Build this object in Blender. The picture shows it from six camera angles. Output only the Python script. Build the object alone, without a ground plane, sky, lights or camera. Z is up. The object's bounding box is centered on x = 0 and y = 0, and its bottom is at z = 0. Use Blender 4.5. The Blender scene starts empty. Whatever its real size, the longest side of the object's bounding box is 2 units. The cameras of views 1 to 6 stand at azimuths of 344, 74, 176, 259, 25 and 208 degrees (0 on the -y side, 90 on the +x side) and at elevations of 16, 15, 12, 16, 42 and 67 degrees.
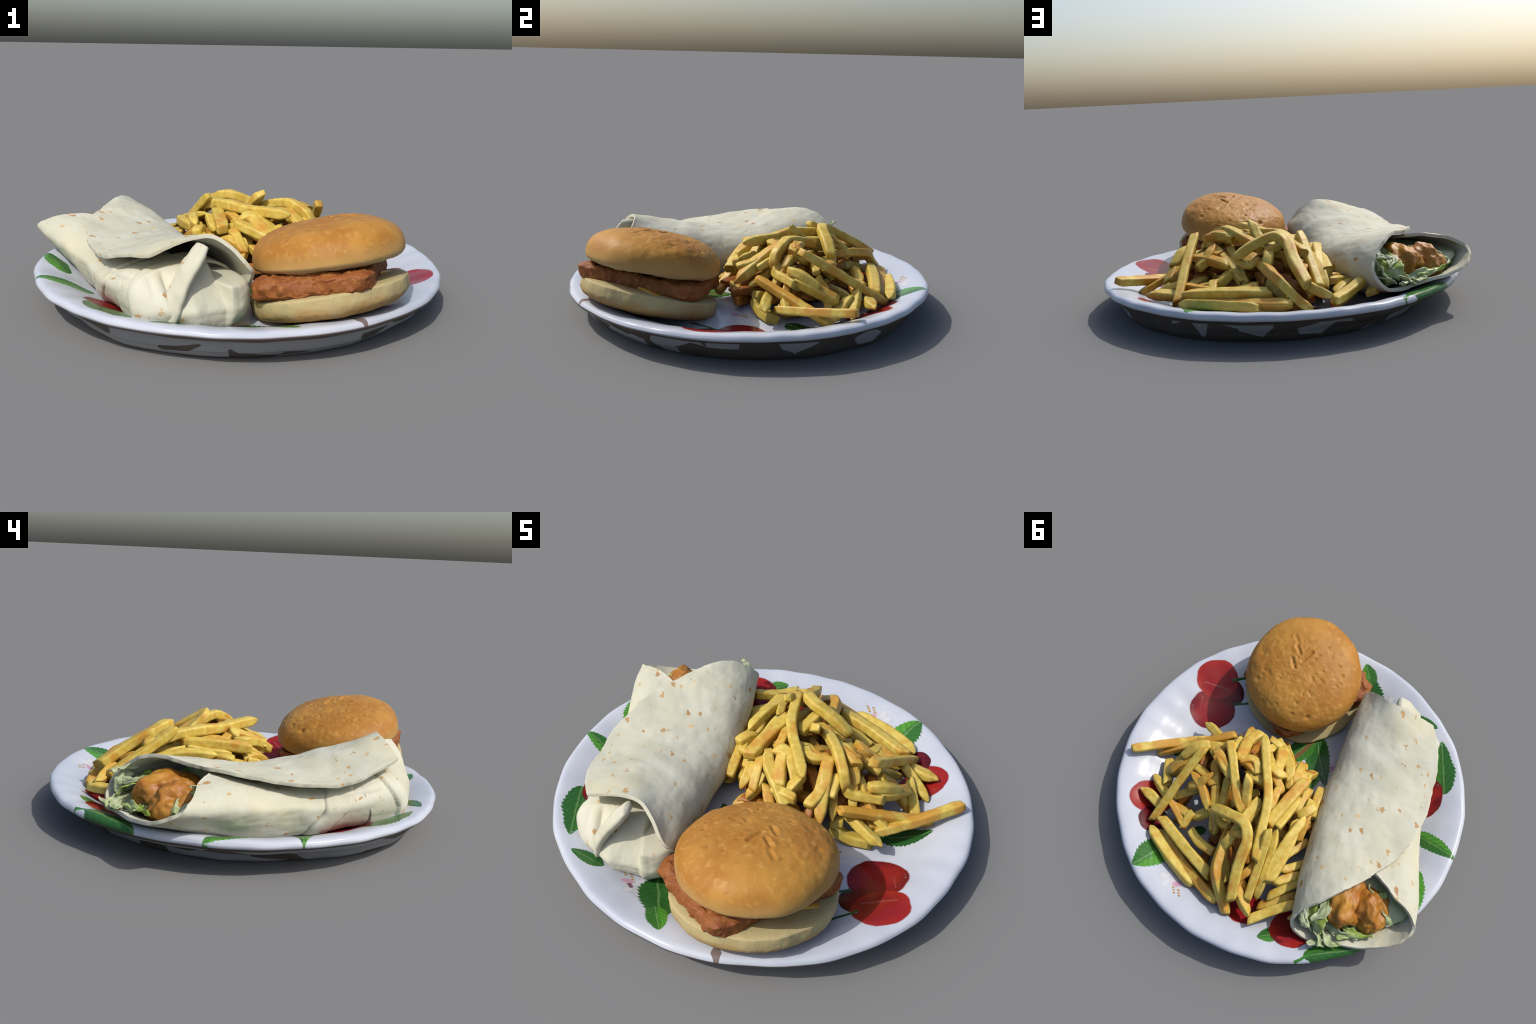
# A round painted plate holding a chicken wrap, a fish burger and a heap of fries.
import bpy, bmesh, math, random
import numpy as np
from mathutils import Vector, Matrix, noise

random.seed(7)
rng = np.random.default_rng(7)
SC = bpy.context.scene

# ------------------------------------------------------------------ helpers
def new_obj(name, mesh, parent=None, mats=(), smooth=True):
    o = bpy.data.objects.new(name, mesh)
    SC.collection.objects.link(o)
    for m in mats:
        mesh.materials.append(m)
    if smooth:
        mesh.polygons.foreach_set("use_smooth", [True] * len(mesh.polygons))
    if parent is not None:
        o.parent = parent
        o.matrix_parent_inverse = Matrix.Translation(parent.location).inverted()
    return o

def empty(name, loc, label, category):
    e = bpy.data.objects.new(name, None)
    e.location = loc
    e.empty_display_size = 0.1
    SC.collection.objects.link(e)
    e["label"] = label
    e["category"] = category
    return e

def mesh_from(name, verts, faces):
    m = bpy.data.meshes.new(name)
    m.from_pydata([tuple(map(float, v)) for v in verts], [], faces)
    m.validate()
    bm = bmesh.new(); bm.from_mesh(m)
    bmesh.ops.recalc_face_normals(bm, faces=bm.faces)
    bm.to_mesh(m); bm.free()
    m.update()
    return m

def grid_faces(nu, nv, wrap_u=False, wrap_v=False, off=0):
    f = []
    for i in range(nu if wrap_u else nu - 1):
        for j in range(nv if wrap_v else nv - 1):
            i2, j2 = (i + 1) % nu, (j + 1) % nv
            f.append((off + i * nv + j, off + i2 * nv + j, off + i2 * nv + j2, off + i * nv + j2))
    return f

def nz(p, scale, seed=0.0, octaves=3):
    return noise.fractal(Vector((p[0] * scale + seed, p[1] * scale - seed * 0.7, p[2] * scale + seed * 1.3)), 0.6, 2.0, octaves)

def smooth(a, b, x):
    t = np.clip((x - a) / (b - a), 0, 1)
    return t * t * (3 - 2 * t)

def spline(pts, n):
    """Catmull-Rom through pts (k x d), n samples."""
    p = np.asarray(pts, float)
    k = len(p)
    if k == 2:
        t = np.linspace(0, 1, n)[:, None]
        return p[0] * (1 - t) + p[1] * t
    q = np.vstack([2 * p[0] - p[1], p, 2 * p[-1] - p[-2]])
    t = np.linspace(0, k - 1, n)
    i = np.minimum(t.astype(int), k - 2)
    f = (t - i)[:, None]
    a, b, c, d = q[i], q[i + 1], q[i + 2], q[i + 3]
    return 0.5 * (2 * b + (c - a) * f + (2 * a - 5 * b + 4 * c - d) * f ** 2 + (3 * b - a - 3 * c + d) * f ** 3)

def solidify(o, t, offset=0.0, bevel=None):
    m = o.modifiers.new("thickness", 'SOLIDIFY')
    m.thickness = t
    m.offset = offset
    if bevel:
        b = o.modifiers.new("soft_edge", 'BEVEL')
        b.width = bevel
        b.segments = 2
        b.limit_method = 'ANGLE'
        b.angle_limit = math.radians(50)

# ------------------------------------------------------------------ node helpers
class NT:
    def __init__(self, name):
        self.mat = bpy.data.materials.new(name)
        self.mat.use_nodes = True
        self.t = self.mat.node_tree
        self.b = self.t.nodes["Principled BSDF"]
        self.co = self.t.nodes.new("ShaderNodeTexCoord").outputs["Object"]

    def n(self, kind, **kw):
        x = self.t.nodes.new("ShaderNode" + kind)
        for k, v in kw.items():
            setattr(x, k, v)
        return x

    def set(self, sock, v):
        if isinstance(v, bpy.types.NodeSocket):
            self.t.links.new(v, sock)
        elif isinstance(v, (tuple, list)) and sock.type == 'RGBA' and len(v) == 3:
            sock.default_value = (*v, 1)
        else:
            sock.default_value = v

    def math(self, op, a, b=0.0, c=None):
        x = self.n("Math", operation=op)
        self.set(x.inputs[0], a)
        if len(x.inputs) > 1:
            self.set(x.inputs[1], b)
        if c is not None:
            self.set(x.inputs[2], c)
        return x.outputs[0]

    def step(self, v, lo, hi):
        x = self.n("MapRange", interpolation_type='SMOOTHSTEP')
        self.set(x.inputs[0], v)
        self.set(x.inputs[1], lo)
        self.set(x.inputs[2], hi)
        return x.outputs[0]

    def mix(self, f, a, b, mode='MIX'):
        x = self.n("Mix", data_type='RGBA', blend_type=mode)
        self.set(x.inputs[0], f)
        self.set(x.inputs[6], a)
        self.set(x.inputs[7], b)
        return x.outputs[2]

    def noise(self, scale, detail=3, co=None, rough=0.55, dist=0.0):
        x = self.n("TexNoise")
        self.set(x.inputs["Vector"], co or self.co)
        x.inputs["Scale"].default_value = scale
        x.inputs["Detail"].default_value = detail
        x.inputs["Roughness"].default_value = rough
        x.inputs["Distortion"].default_value = dist
        return x.outputs["Fac"]

    def voronoi(self, scale, co=None, feature='F1', out="Distance", rand=1.0):
        x = self.n("TexVoronoi", feature=feature)
        self.set(x.inputs["Vector"], co or self.co)
        x.inputs["Scale"].default_value = scale
        x.inputs["Randomness"].default_value = rand
        return x.outputs[out]

    def mapping(self, loc=(0, 0, 0), rot=(0, 0, 0), scale=(1, 1, 1), kind='TEXTURE', co=None):
        x = self.n("Mapping", vector_type=kind)
        self.set(x.inputs["Vector"], co or self.co)
        x.inputs["Location"].default_value = loc
        x.inputs["Rotation"].default_value = rot
        x.inputs["Scale"].default_value = scale
        return x.outputs[0]

    def xyz(self, v):
        x = self.n("SeparateXYZ")
        self.set(x.inputs[0], v)
        return x.outputs

    def bump(self, h, strength=0.3, dist=0.01):
        x = self.n("Bump")
        x.inputs["Strength"].default_value = strength
        x.inputs["Distance"].default_value = dist
        self.set(x.inputs["Height"], h)
        self.t.links.new(x.outputs[0], self.b.inputs["Normal"])

    def out(self, color, rough=0.6, spec=0.4, **kw):
        self.set(self.b.inputs["Base Color"], color)
        self.set(self.b.inputs["Roughness"], rough)
        self.b.inputs["Specular IOR Level"].default_value = spec
        for k, v in kw.items():
            self.set(self.b.inputs[k], v)
        return self.mat

# ------------------------------------------------------------------ PLATE
PLATE_R = [0, 0.30, 0.50, 0.64, 0.70, 0.76, 0.81, 0.86, 0.91, 0.95, 0.975, 0.990, 0.998]
PLATE_Z = [0.088, 0.080, 0.071, 0.064, 0.070, 0.089, 0.113, 0.138, 0.156, 0.166, 0.168, 0.162, 0.150]

def plate_z(r):
    return float(np.interp(r, PLATE_R, PLATE_Z))

# reach of the foot round the plate, every 45 degrees from +x: it is pressed out of round
FOOT = [0.860, 0.864, 0.828, 0.782, 0.786, 0.858, 0.850, 0.848, 0.860]

def base_reach(a):
    t = (a % (2 * math.pi)) / (math.pi / 4)
    i = int(t) % 8
    f = t - int(t)
    f = f * f * (3 - 2 * f)
    return FOOT[i] * (1 - f) + FOOT[i + 1] * f

def build_plate():
    prof = list(zip(PLATE_R[1:], PLATE_Z[1:]))
    prof = [(0.02, 0.088), (0.15, 0.0855)] + prof
    under = [(0.996, 0.138), (0.985, 0.128), (0.968, 0.120), (0.950, 0.098), (0.928, 0.066), (0.903, 0.034),
             (0.880, 0.012), (0.855, 0.001), (0.825, 0.0), (0.78, 0.006), (0.40, 0.008), (0.02, 0.008)]
    pr = spline(np.array(prof), 90)
    un = spline(np.array(under), 60)
    allp = np.vstack([pr, un])
    n = 288
    verts, NP = [], len(allp)
    for i in range(n):
        a = 2 * math.pi * i / n
        wob = 0.0020 * math.sin(13 * a + 0.6) + 0.0014 * math.sin(29 * a + 1.0) + 0.002 * math.sin(7 * a)
        for k, (r, z) in enumerate(allp):
            w = float(smooth(0.70, 0.97, r))
            flute = 0.0013 * math.sin(34 * a + 2 * math.sin(3 * a)) * float(smooth(0.66, 0.84, r)) * (1 if k < 90 else 0.3)
            rr = r + wob * w
            zz = z + flute + (0.003 * math.sin(a * 2 + 0.9) + 0.0085 * math.sin(a)) * w * (1 if z > 0.05 else 0) 
            if k >= 90 and 0.005 < z < 0.13:
                q = Vector((r * math.cos(a), r * math.sin(a), z))
                rr += 0.010 * noise.noise(q * 6.0)
            if k >= 90:
                rr -= 0.032 * math.exp(-((z - 0.055) / 0.03) ** 2) * max(0.0, math.cos(a - 2.75)) ** 2 * (1 if r > 0.8 else 0)
                rr += (base_reach(a) - 0.855) * float(smooth(0.12, 0.0, z)) * min(1.0, r / 0.7)
            verts.append((rr * math.cos(a), rr * math.sin(a), max(zz, 0.0)))
    faces = grid_faces(n, NP, wrap_u=True)
    c0 = len(verts)
    verts += [(0, 0, 0.088), (0, 0, 0.008)]
    for i in range(n):
        j = (i + 1) % n
        faces.append((i * NP, c0, j * NP))
        faces.append((j * NP + NP - 1, c0 + 1, i * NP + NP - 1))
    me = mesh_from("dinner_plate", verts, faces)
    o = new_obj("dinner_plate", me, mats=[plate_under_material()] + [plate_material(r) for r in range(SECTORS + 1)])
    for p in me.polygons:
        k = min(v % NP for v in p.vertices) if max(p.vertices) < c0 else (0 if c0 in p.vertices else 150)
        if k < 93:
            c = p.center
            p.material_index = 1 + (SECTORS if math.hypot(c.x, c.y) < CORE else int((math.atan2(c.y, c.x) % (2 * math.pi)) / (2 * math.pi) * SECTORS))
    bm = bmesh.new(); bm.from_mesh(me)
    bmesh.ops.recalc_face_normals(bm, faces=bm.faces)
    bm.to_mesh(me); bm.free()
    o["label"] = "round white enamel plate painted with cherries and leaves"
    o["category"] = "plate"
    return o

def leaf_group():
    """Serrated leaf in unit space: x 0..1 from stalk to tip, |y| up to 1."""
    g = bpy.data.node_groups.new("painted_leaf", 'ShaderNodeTree')
    g.interface.new_socket("Vector", in_out='INPUT', socket_type='NodeSocketVector')
    g.interface.new_socket("Light", in_out='INPUT', socket_type='NodeSocketFloat')
    g.interface.new_socket("Mask", in_out='OUTPUT', socket_type='NodeSocketFloat')
    g.interface.new_socket("Color", in_out='OUTPUT', socket_type='NodeSocketColor')
    N, Lk = g.nodes, g.links
    gi, go = N.new("NodeGroupInput"), N.new("NodeGroupOutput")
    def m(op, a, b=0.0, clamp=False):
        x = N.new("ShaderNodeMath"); x.operation = op; x.use_clamp = clamp
        for s, v in zip(x.inputs, (a, b)):
            if isinstance(v, bpy.types.NodeSocket): Lk.new(v, s)
            else: s.default_value = v
        return x.outputs[0]
    sep = N.new("ShaderNodeSeparateXYZ"); Lk.new(gi.outputs["Vector"], sep.inputs[0])
    u, v = sep.outputs[0], sep.outputs[1]
    uc = m('MINIMUM', m('MAXIMUM', u, 0.0), 1.0)
    av = m('ABSOLUTE', v)
    w = m('MULTIPLY', m('MULTIPLY', m('POWER', uc, 0.55), m('POWER', m('SUBTRACT', 1.0, uc), 0.85)), 2.05)
    tooth = m('FRACT', m('MULTIPLY', uc, 13.0))
    w2 = m('MULTIPLY', w, m('SUBTRACT', 1.06, m('MULTIPLY', tooth, 0.16)))
    d = m('SUBTRACT', w2, av)
    mask = m('MULTIPLY', d, 25.0, True)
    # veins
    vv = m('FRACT', m('SUBTRACT', m('MULTIPLY', uc, 7.0), m('MULTIPLY', av, 2.2)))
    vein = m('POWER', m('ABSOLUTE', m('SUBTRACT', m('MULTIPLY', vv, 2.0), 1.0)), 3.0)
    rib = m('SUBTRACT', 1.0, m('MULTIPLY', av, 16.0), True)
    nt = N.new("ShaderNodeTexNoise"); nt.inputs["Scale"].default_value = 3.5; Lk.new(gi.outputs["Vector"], nt.inputs["Vector"])
    half = m('MULTIPLY', m('ADD', m('MULTIPLY', v, 4.0), m('SUBTRACT', m('MULTIPLY', nt.outputs["Fac"], 3.0), 1.5)), 1.0, True)
    lf = m('ADD', m('MULTIPLY', half, gi.outputs["Light"]), m('MULTIPLY', gi.outputs["Light"], 0.25), True)
    def mx(f, a, b):
        x = N.new("ShaderNodeMix"); x.data_type = 'RGBA'
        for s, q in ((x.inputs[0], f), (x.inputs[6], a), (x.inputs[7], b)):
            if isinstance(q, bpy.types.NodeSocket): Lk.new(q, s)
            else: s.default_value = q if not isinstance(q, tuple) else (*q, 1)
        return x.outputs[2]
    base = mx(lf, (0.022, 0.092, 0.022), (0.075, 0.25, 0.03))
    col = mx(m('MULTIPLY', vein, 0.40), base, (0.012, 0.055, 0.016))
    col = mx(m('MULTIPLY', rib, 0.55), col, (0.20, 0.34, 0.12))
    Lk.new(mask, go.inputs["Mask"]); Lk.new(col, go.inputs["Color"])
    return g

SECTORS, CORE = 9, 0.46

def near_region(region, c, rad):
    """Does a motif of radius rad at c touch this part of the plate?"""
    d = math.hypot(c[0], c[1])
    if region == SECTORS:
        return d - rad < CORE + 0.02
    if d + rad < CORE - 0.02:
        return False
    mid = (region + 0.5) * 2 * math.pi / SECTORS
    da = abs((math.atan2(c[1], c[0]) - mid + math.pi) % (2 * math.pi) - math.pi)
    return da < math.pi / SECTORS + (math.asin(min(1.0, (rad + 0.02) / d)) if d > rad else 9)

def plate_material(region):
    """Enamel with the painted motifs that fall in one region of the plate."""
    k = NT("painted_enamel")
    x, y, z = k.xyz(k.co)
    cloud = k.noise(2.5, 4)
    white = k.mix(k.step(cloud, 0.35, 0.7), (0.405, 0.437, 0.500), (0.470, 0.492, 0.545))
    col = white
    # wobble the drawing a little so that no edge is perfectly geometric
    wn = k.n("TexNoise"); wn.inputs["Scale"].default_value = 14.0; wn.inputs["Detail"].default_value = 2
    k.set(wn.inputs["Vector"], k.co)
    off = k.n("VectorMath", operation='MULTIPLY_ADD')
    k.set(off.inputs[0], wn.outputs["Color"]); off.inputs[1].default_value = (0.018, 0.018, 0); off.inputs[2].default_value = (-0.009, -0.009, 0)
    ad = k.n("VectorMath", operation='ADD'); k.set(ad.inputs[0], k.co); k.set(ad.inputs[1], off.outputs[0])
    flat = k.n("VectorMath", operation='MULTIPLY'); k.set(flat.inputs[0], ad.outputs[0]); flat.inputs[1].default_value = (1, 1, 0)
    P = flat.outputs[0]
    grp = leaf_group()

    streak = k.math('MULTIPLY', k.math('SUBTRACT', k.noise(6, 4, co=k.mapping((0, 0, 0), (0, 0, 0.6), (2.2, 0.5, 1), co=P)), 0.5), 1.3)

    def leaf(col, base, tip, halfw, light):
        dx, dy = tip[0] - base[0], tip[1] - base[1]
        if not near_region(region, ((base[0] + tip[0]) / 2, (base[1] + tip[1]) / 2), math.hypot(dx, dy) / 2 + 0.03):
            return col
        mp = k.mapping((base[0], base[1], 0), (0, 0, math.atan2(dy, dx)), (math.hypot(dx, dy), halfw, 1), co=P)
        g = k.n("Group"); g.node_tree = grp
        k.set(g.inputs["Vector"], mp); g.inputs["Light"].default_value = light
        return k.mix(g.outputs["Mask"], col, g.outputs["Color"])

    def blob(col, c, rx, ry, ang, inner, edge, hi=None, soft=0.06, amount=1.0):
        if not near_region(region, c, max(rx, ry)):
            return col
        mp = k.mapping((c[0], c[1], 0), (0, 0, ang), (rx, ry, 1), co=P)
        ln = k.n("VectorMath", operation='LENGTH'); k.set(ln.inputs[0], mp)
        d = ln.outputs["Value"]
        m = k.math('SUBTRACT', 1.0, k.step(d, 1.0 - soft, 1.0))
        cc = k.mix(k.step(k.math('ADD', d, streak), 0.40, 1.05), inner, edge)
        if hi:
            mp2 = k.mapping((c[0] + hi[0], c[1] + hi[1], 0), (0, 0, ang), (rx * 0.45, ry * 0.4, 1), co=P)
            l2 = k.n("VectorMath", operation='LENGTH'); k.set(l2.inputs[0], mp2)
            cc = k.mix(k.math('MULTIPLY', k.math('SUBTRACT', 1.0, k.step(l2.outputs["Value"], 0.0, 1.0)), 0.35), cc, (0.55, 0.25, 0.25))
        if amount < 1:
            m = k.math('MULTIPLY', m, amount)
        return k.mix(m, col, cc)

    def stroke(col, a, b, w, c):
        dx, dy = b[0] - a[0], b[1] - a[1]
        if not near_region(region, ((a[0] + b[0]) / 2, (a[1] + b[1]) / 2), math.hypot(dx, dy) / 2 + w):
            return col
        mp = k.mapping(((a[0] + b[0]) / 2, (a[1] + b[1]) / 2, 0), (0, 0, math.atan2(dy, dx)), (math.hypot(dx, dy) / 2, w, 1), co=P)
        s = k.xyz(mp)
        m = k.math('MULTIPLY', k.math('LESS_THAN', k.math('ABSOLUTE', s[0]), 1.0), k.math('SUBTRACT', 1.0, k.step(k.math('ABSOLUTE', s[1]), 0.6, 1.0)))
        return k.mix(m, col, c)

    red, dark, deep = (0.22, 0.010, 0.012), (0.125, 0.006, 0.010), (0.060, 0.004, 0.008)
    bright = (0.27, 0.016, 0.012)
    # pale grey and pink blossoms
    for c in ((0.30, 0.80), (0.465, -0.195), (-0.09, -0.26), (-0.22, -0.775)):
        for a in range(5):
            t = a * 2 * math.pi / 5 + c[0] * 9
            q = (c[0] + 0.036 * math.cos(t), c[1] + 0.036 * math.sin(t))
            col = blob(col, q, 0.038, 0.026, t, (0.52, 0.52, 0.55), (0.34, 0.36, 0.38), soft=0.35, amount=0.65)
        col = blob(col, (c[0] - 0.05, c[1] + 0.01), 0.04, 0.025, 0.5, (0.40, 0.16, 0.25), (0.46, 0.28, 0.36), soft=0.7, amount=0.75)
        for a in range(6):
            q = (c[0] - 0.045 + 0.016 * a * math.cos(c[1] * 5), c[1] + 0.035 + 0.012 * ((a * 7) % 3))
            col = blob(col, q, 0.0065, 0.0065, 0, (0.34, 0.20, 0.06), (0.36, 0.22, 0.08))
    # leaves: stalk end, tip, half width, light half
    LEAVES = [((-0.19, -0.66), (-0.02, -0.90), 0.110, 0.15), ((-0.09, -0.83), (0.006, -0.945), 0.060, 1.0),
              ((-0.66, -0.48), (-0.655, -0.70), 0.0, 0), ((-0.78, -0.405), (-0.625, -0.70), 0.085, 0.35),
              ((-0.40, -0.76), (-0.572, -0.760), 0.045, 0.1), ((-0.73, -0.13), (-1.0, -0.078), 0.062, 0.75),
              ((-0.84, 0.07), (-0.945, 0.34), 0.065, 0.8), ((-0.535, 0.80), (-0.80, 0.60), 0.070, 0.35),
              ((-0.37, 0.75), (-0.265, 0.835), 0.055, 0.5), ((0.42, 0.62), (0.512, 0.850), 0.105, 0.9),
              ((0.58, 0.04), (0.81, 0.15), 0.075, 0.0), ((0.02, -0.40), (-0.10, -0.05), 0.085, 0.7),
              ((0.04, -0.38), (-0.16, -0.12), 0.075, 0.1), ((0.05, -0.36), (0.12, -0.12), 0.085, 0.35),
              ((0.30, 0.45), (0.38, 0.52), 0.04, 0.1)]
    for b, t, w, li in LEAVES:
        if w:
            col = leaf(col, b, t, w, li)
    col = stroke(col, (0.04, -0.36), (0.09, -0.16), 0.014, (0.16, 0.085, 0.035))
    col = stroke(col, (-0.512, 0.853), (-0.56, 0.775), 0.010, (0.04, 0.16, 0.03))
    # cherries: a darker one behind two bright ones, south-east; the others round the plate
    col = blob(col, (0.645, -0.368), 0.090, 0.090, 0, dark, deep)
    col = blob(col, (0.674, -0.216), 0.142, 0.124, 0.6, red, dark)
    col = blob(col, (0.748, -0.395), 0.132, 0.118, 0.9, red, bright)
    col = stroke(col, (0.665, -0.440), (0.55, -0.56), 0.011, (0.02, 0.09, 0.02))
    col = stroke(col, (0.590, -0.318), (0.46, -0.42), 0.010, (0.02, 0.09, 0.02))
    col = stroke(col, (0.655, -0.385), (0.80, -0.330), 0.006, (0.27, 0.055, 0.05))
    col = stroke(col, (0.73, -0.17), (0.77, -0.25), 0.004, (0.25, 0.03, 0.03))
    col = blob(col, (0.66, 0.45), 0.125, 0.105, 0.6, bright, red)
    col = blob(col, (0.58, 0.56), 0.08, 0.08, 0.6, dark, deep)
    col = blob(col, (-0.13, 0.725), 0.115, 0.095, 0.3, red, bright)
    col = blob(col, (-0.06, 0.62), 0.10, 0.09, 0.3, dark, red)
    col = blob(col, (-0.405, 0.705), 0.120, 0.110, 0.2, red, bright)
    col = blob(col, (-0.70, -0.35), 0.09, 0.125, 0.2, bright, dark)
    col = blob(col, (-0.60, -0.42), 0.10, 0.09, 0.2, dark, red)
    col = stroke(col, (-0.23, -0.79), (-0.26, -0.775), 0.012, (0.14, 0.06, 0.09))
    # scorched chip on the front rim
    mp = k.mapping((0.262, -0.935, 0), (0, 0, math.radians(-58)), (0.055, 0.022, 1), co=P)
    s = k.xyz(mp)
    tri = k.math('LESS_THAN', k.math('ADD', k.math('ABSOLUTE', s[1]), k.math('ABSOLUTE', s[0])), 1.0)
    col = k.mix(k.math('MULTIPLY', tri, 0.85), col, (0.105, 0.060, 0.038))
    # rusty line where the glaze ends under the lip
    r = k.n("VectorMath", operation='LENGTH'); k.set(r.inputs[0], P)
    edge = k.math('SUBTRACT', 1.0, k.step(z, 0.132, 0.143))
    rimmask = k.math('MULTIPLY', edge, k.math('GREATER_THAN', r.outputs["Value"], 0.93))
    col = k.mix(rimmask, col, (0.075, 0.050, 0.042))
    # small blue-grey scuffs
    sc = k.math('MULTIPLY', k.step(k.noise(30, 2), 0.70, 0.76), 0.35)
    col = k.mix(sc, col, (0.30, 0.34, 0.45))
    k.bump(k.noise(9, 2), 0.12, 0.01)
    return k.out(col, 0.20, 0.26)

def plate_under_material():
    k = NT("underside_painted_reflection")
    wn = k.mapping((0, 0, 0), (0, 0, 0), (1, 1, 0.55))
    x, y, z = k.xyz(k.co)
    cell = k.n("TexVoronoi"); k.set(cell.inputs["Vector"], wn); cell.inputs["Scale"].default_value = 7.0
    cs = k.n("SeparateColor"); k.set(cs.inputs[0], cell.outputs["Color"])
    # more painted brown table reflection on the north and east sides, more enamel on the south-west
    side = k.math('MULTIPLY_ADD', x, 0.24, k.math('MULTIPLY', y, 0.20))
    low = k.math('MULTIPLY', k.step(z, 0.10, 0.0), 0.12)
    v = k.math('ADD', k.math('ADD', cs.outputs[0], side), low)
    f = k.step(v, 0.64, 0.655)
    lip = k.math('MULTIPLY', k.step(z, 0.108, 0.118), 1.0)
    f = k.math('MAXIMUM', f, lip)
    brown = k.mix(k.noise(12, 3), (0.060, 0.050, 0.042), (0.095, 0.080, 0.068))
    col = k.mix(f, (0.26, 0.27, 0.285), brown)
    return k.out(col, 0.6, 0.2)

# ------------------------------------------------------------------ BURGER
def frame(n):
    n = np.array(n, float); n /= np.linalg.norm(n)
    x = np.array([1.0, 0, 0]) - n * n[0]; x /= np.linalg.norm(x)
    return np.stack([x, np.cross(n, x), n])

BUN_C, BUN_N = np.array([0.252, -0.578, 0.339]), (-0.122, 0.203, 1)
LOW_C, LOW_N = np.array([0.254, -0.599, 0.184]), (-0.142, 0.247, 1)

def bun_shape(a, b, cu, cl, eu, el, nt=220, npz=150):
    t = np.linspace(0, 2 * np.pi, nt, endpoint=False)
    u = np.linspace(-1, 1, npz)
    ph = np.pi / 2 * np.sign(u) * (1 - (1 - np.abs(u)) ** 1.6) * 0.9999
    T, PH = np.meshgrid(t, ph, indexing='ij')
    s, c = np.sin(PH), np.cos(PH)
    up = s > 0
    z = np.where(up, cu * np.abs(s) ** eu, -cl * np.abs(s) ** el)
    rr = np.where(up, np.abs(c) ** eu, np.abs(c) ** el)
    P = np.stack([a * rr * np.cos(T), b * rr * np.sin(T), z], -1).reshape(-1, 3)
    return P, grid_faces(nt, npz, wrap_u=True)

def bun_top_material():
    k = NT("toasted_bun_crust")
    x, y, z = k.xyz(k.co)
    big = k.noise(5, 4)
    fine = k.noise(38, 4, rough=0.6)
    brown = k.mix(k.step(big, 0.35, 0.68), (0.310, 0.132, 0.020), (0.400, 0.198, 0.036))
    brown = k.mix(k.math('MULTIPLY', k.step(fine, 0.50, 0.72), 0.45), brown, (0.50, 0.29, 0.085))
    brown = k.mix(k.math('MULTIPLY', k.step(k.noise(11, 3), 0.62, 0.74), 0.55), brown, (0.23, 0.080, 0.015))
    # pale, less baked belt near the cut side, with a ragged edge
    belt = k.math('ADD', z, k.math('MULTIPLY', k.math('SUBTRACT', k.noise(16, 3), 0.5), 0.035))
    pale = k.mix(k.noise(60, 2), (0.44, 0.34, 0.165), (0.50, 0.40, 0.21))
    mid = k.mix(k.step(belt, -0.015, 0.066), (0.40, 0.235, 0.075), brown)
    col = k.mix(k.step(belt, -0.040, 0.000), pale, mid)
    k.bump(fine, 0.25, 0.006)
    return k.out(col, 0.52, 0.22)

def bun_low_material():
    k = NT("bread_heel")
    x, y, z = k.xyz(k.co)
    pale = k.mix(k.noise(40, 4), (0.35, 0.285, 0.135), (0.42, 0.350, 0.180))
    tan = k.mix(k.noise(8, 3), (0.36, 0.215, 0.07), (0.29, 0.145, 0.04))
    h = k.math('ADD', z, k.math('MULTIPLY', k.math('SUBTRACT', k.noise(9, 3), 0.5), 0.10))
    f = k.step(h, -0.005, -0.085)
    col = k.mix(f, pale, tan)
    # baked patches on the outer side
    col = k.mix(k.math('MULTIPLY', k.step(k.noise(7, 3, dist=0.5), 0.56, 0.70), 0.45), col, (0.45, 0.26, 0.075))
    k.bump(k.noise(70, 3), 0.3, 0.006)
    return k.out(col, 0.75, 0.25)

def patty_material():
    k = NT("crumbed_fish")
    a = k.noise(9, 4)
    col = k.mix(k.step(a, 0.3, 0.7), (0.190, 0.056, 0.014), (0.25, 0.086, 0.020))
    col = k.mix(k.math('MULTIPLY', k.step(k.noise(34, 3), 0.52, 0.7), 0.5), col, (0.34, 0.15, 0.038))
    col = k.mix(k.math('MULTIPLY', k.step(k.noise(22, 3), 0.60, 0.72), 0.6), col, (0.14, 0.030, 0.008))
    k.bump(k.noise(110, 3), 0.5, 0.006)
    return k.out(col, 0.6, 0.3)

def cheese_material():
    k = NT("melted_cheese")
    return k.out(k.mix(k.noise(14, 2), (0.55, 0.27, 0.02), (0.62, 0.36, 0.04)), 0.35, 0.45)

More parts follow.
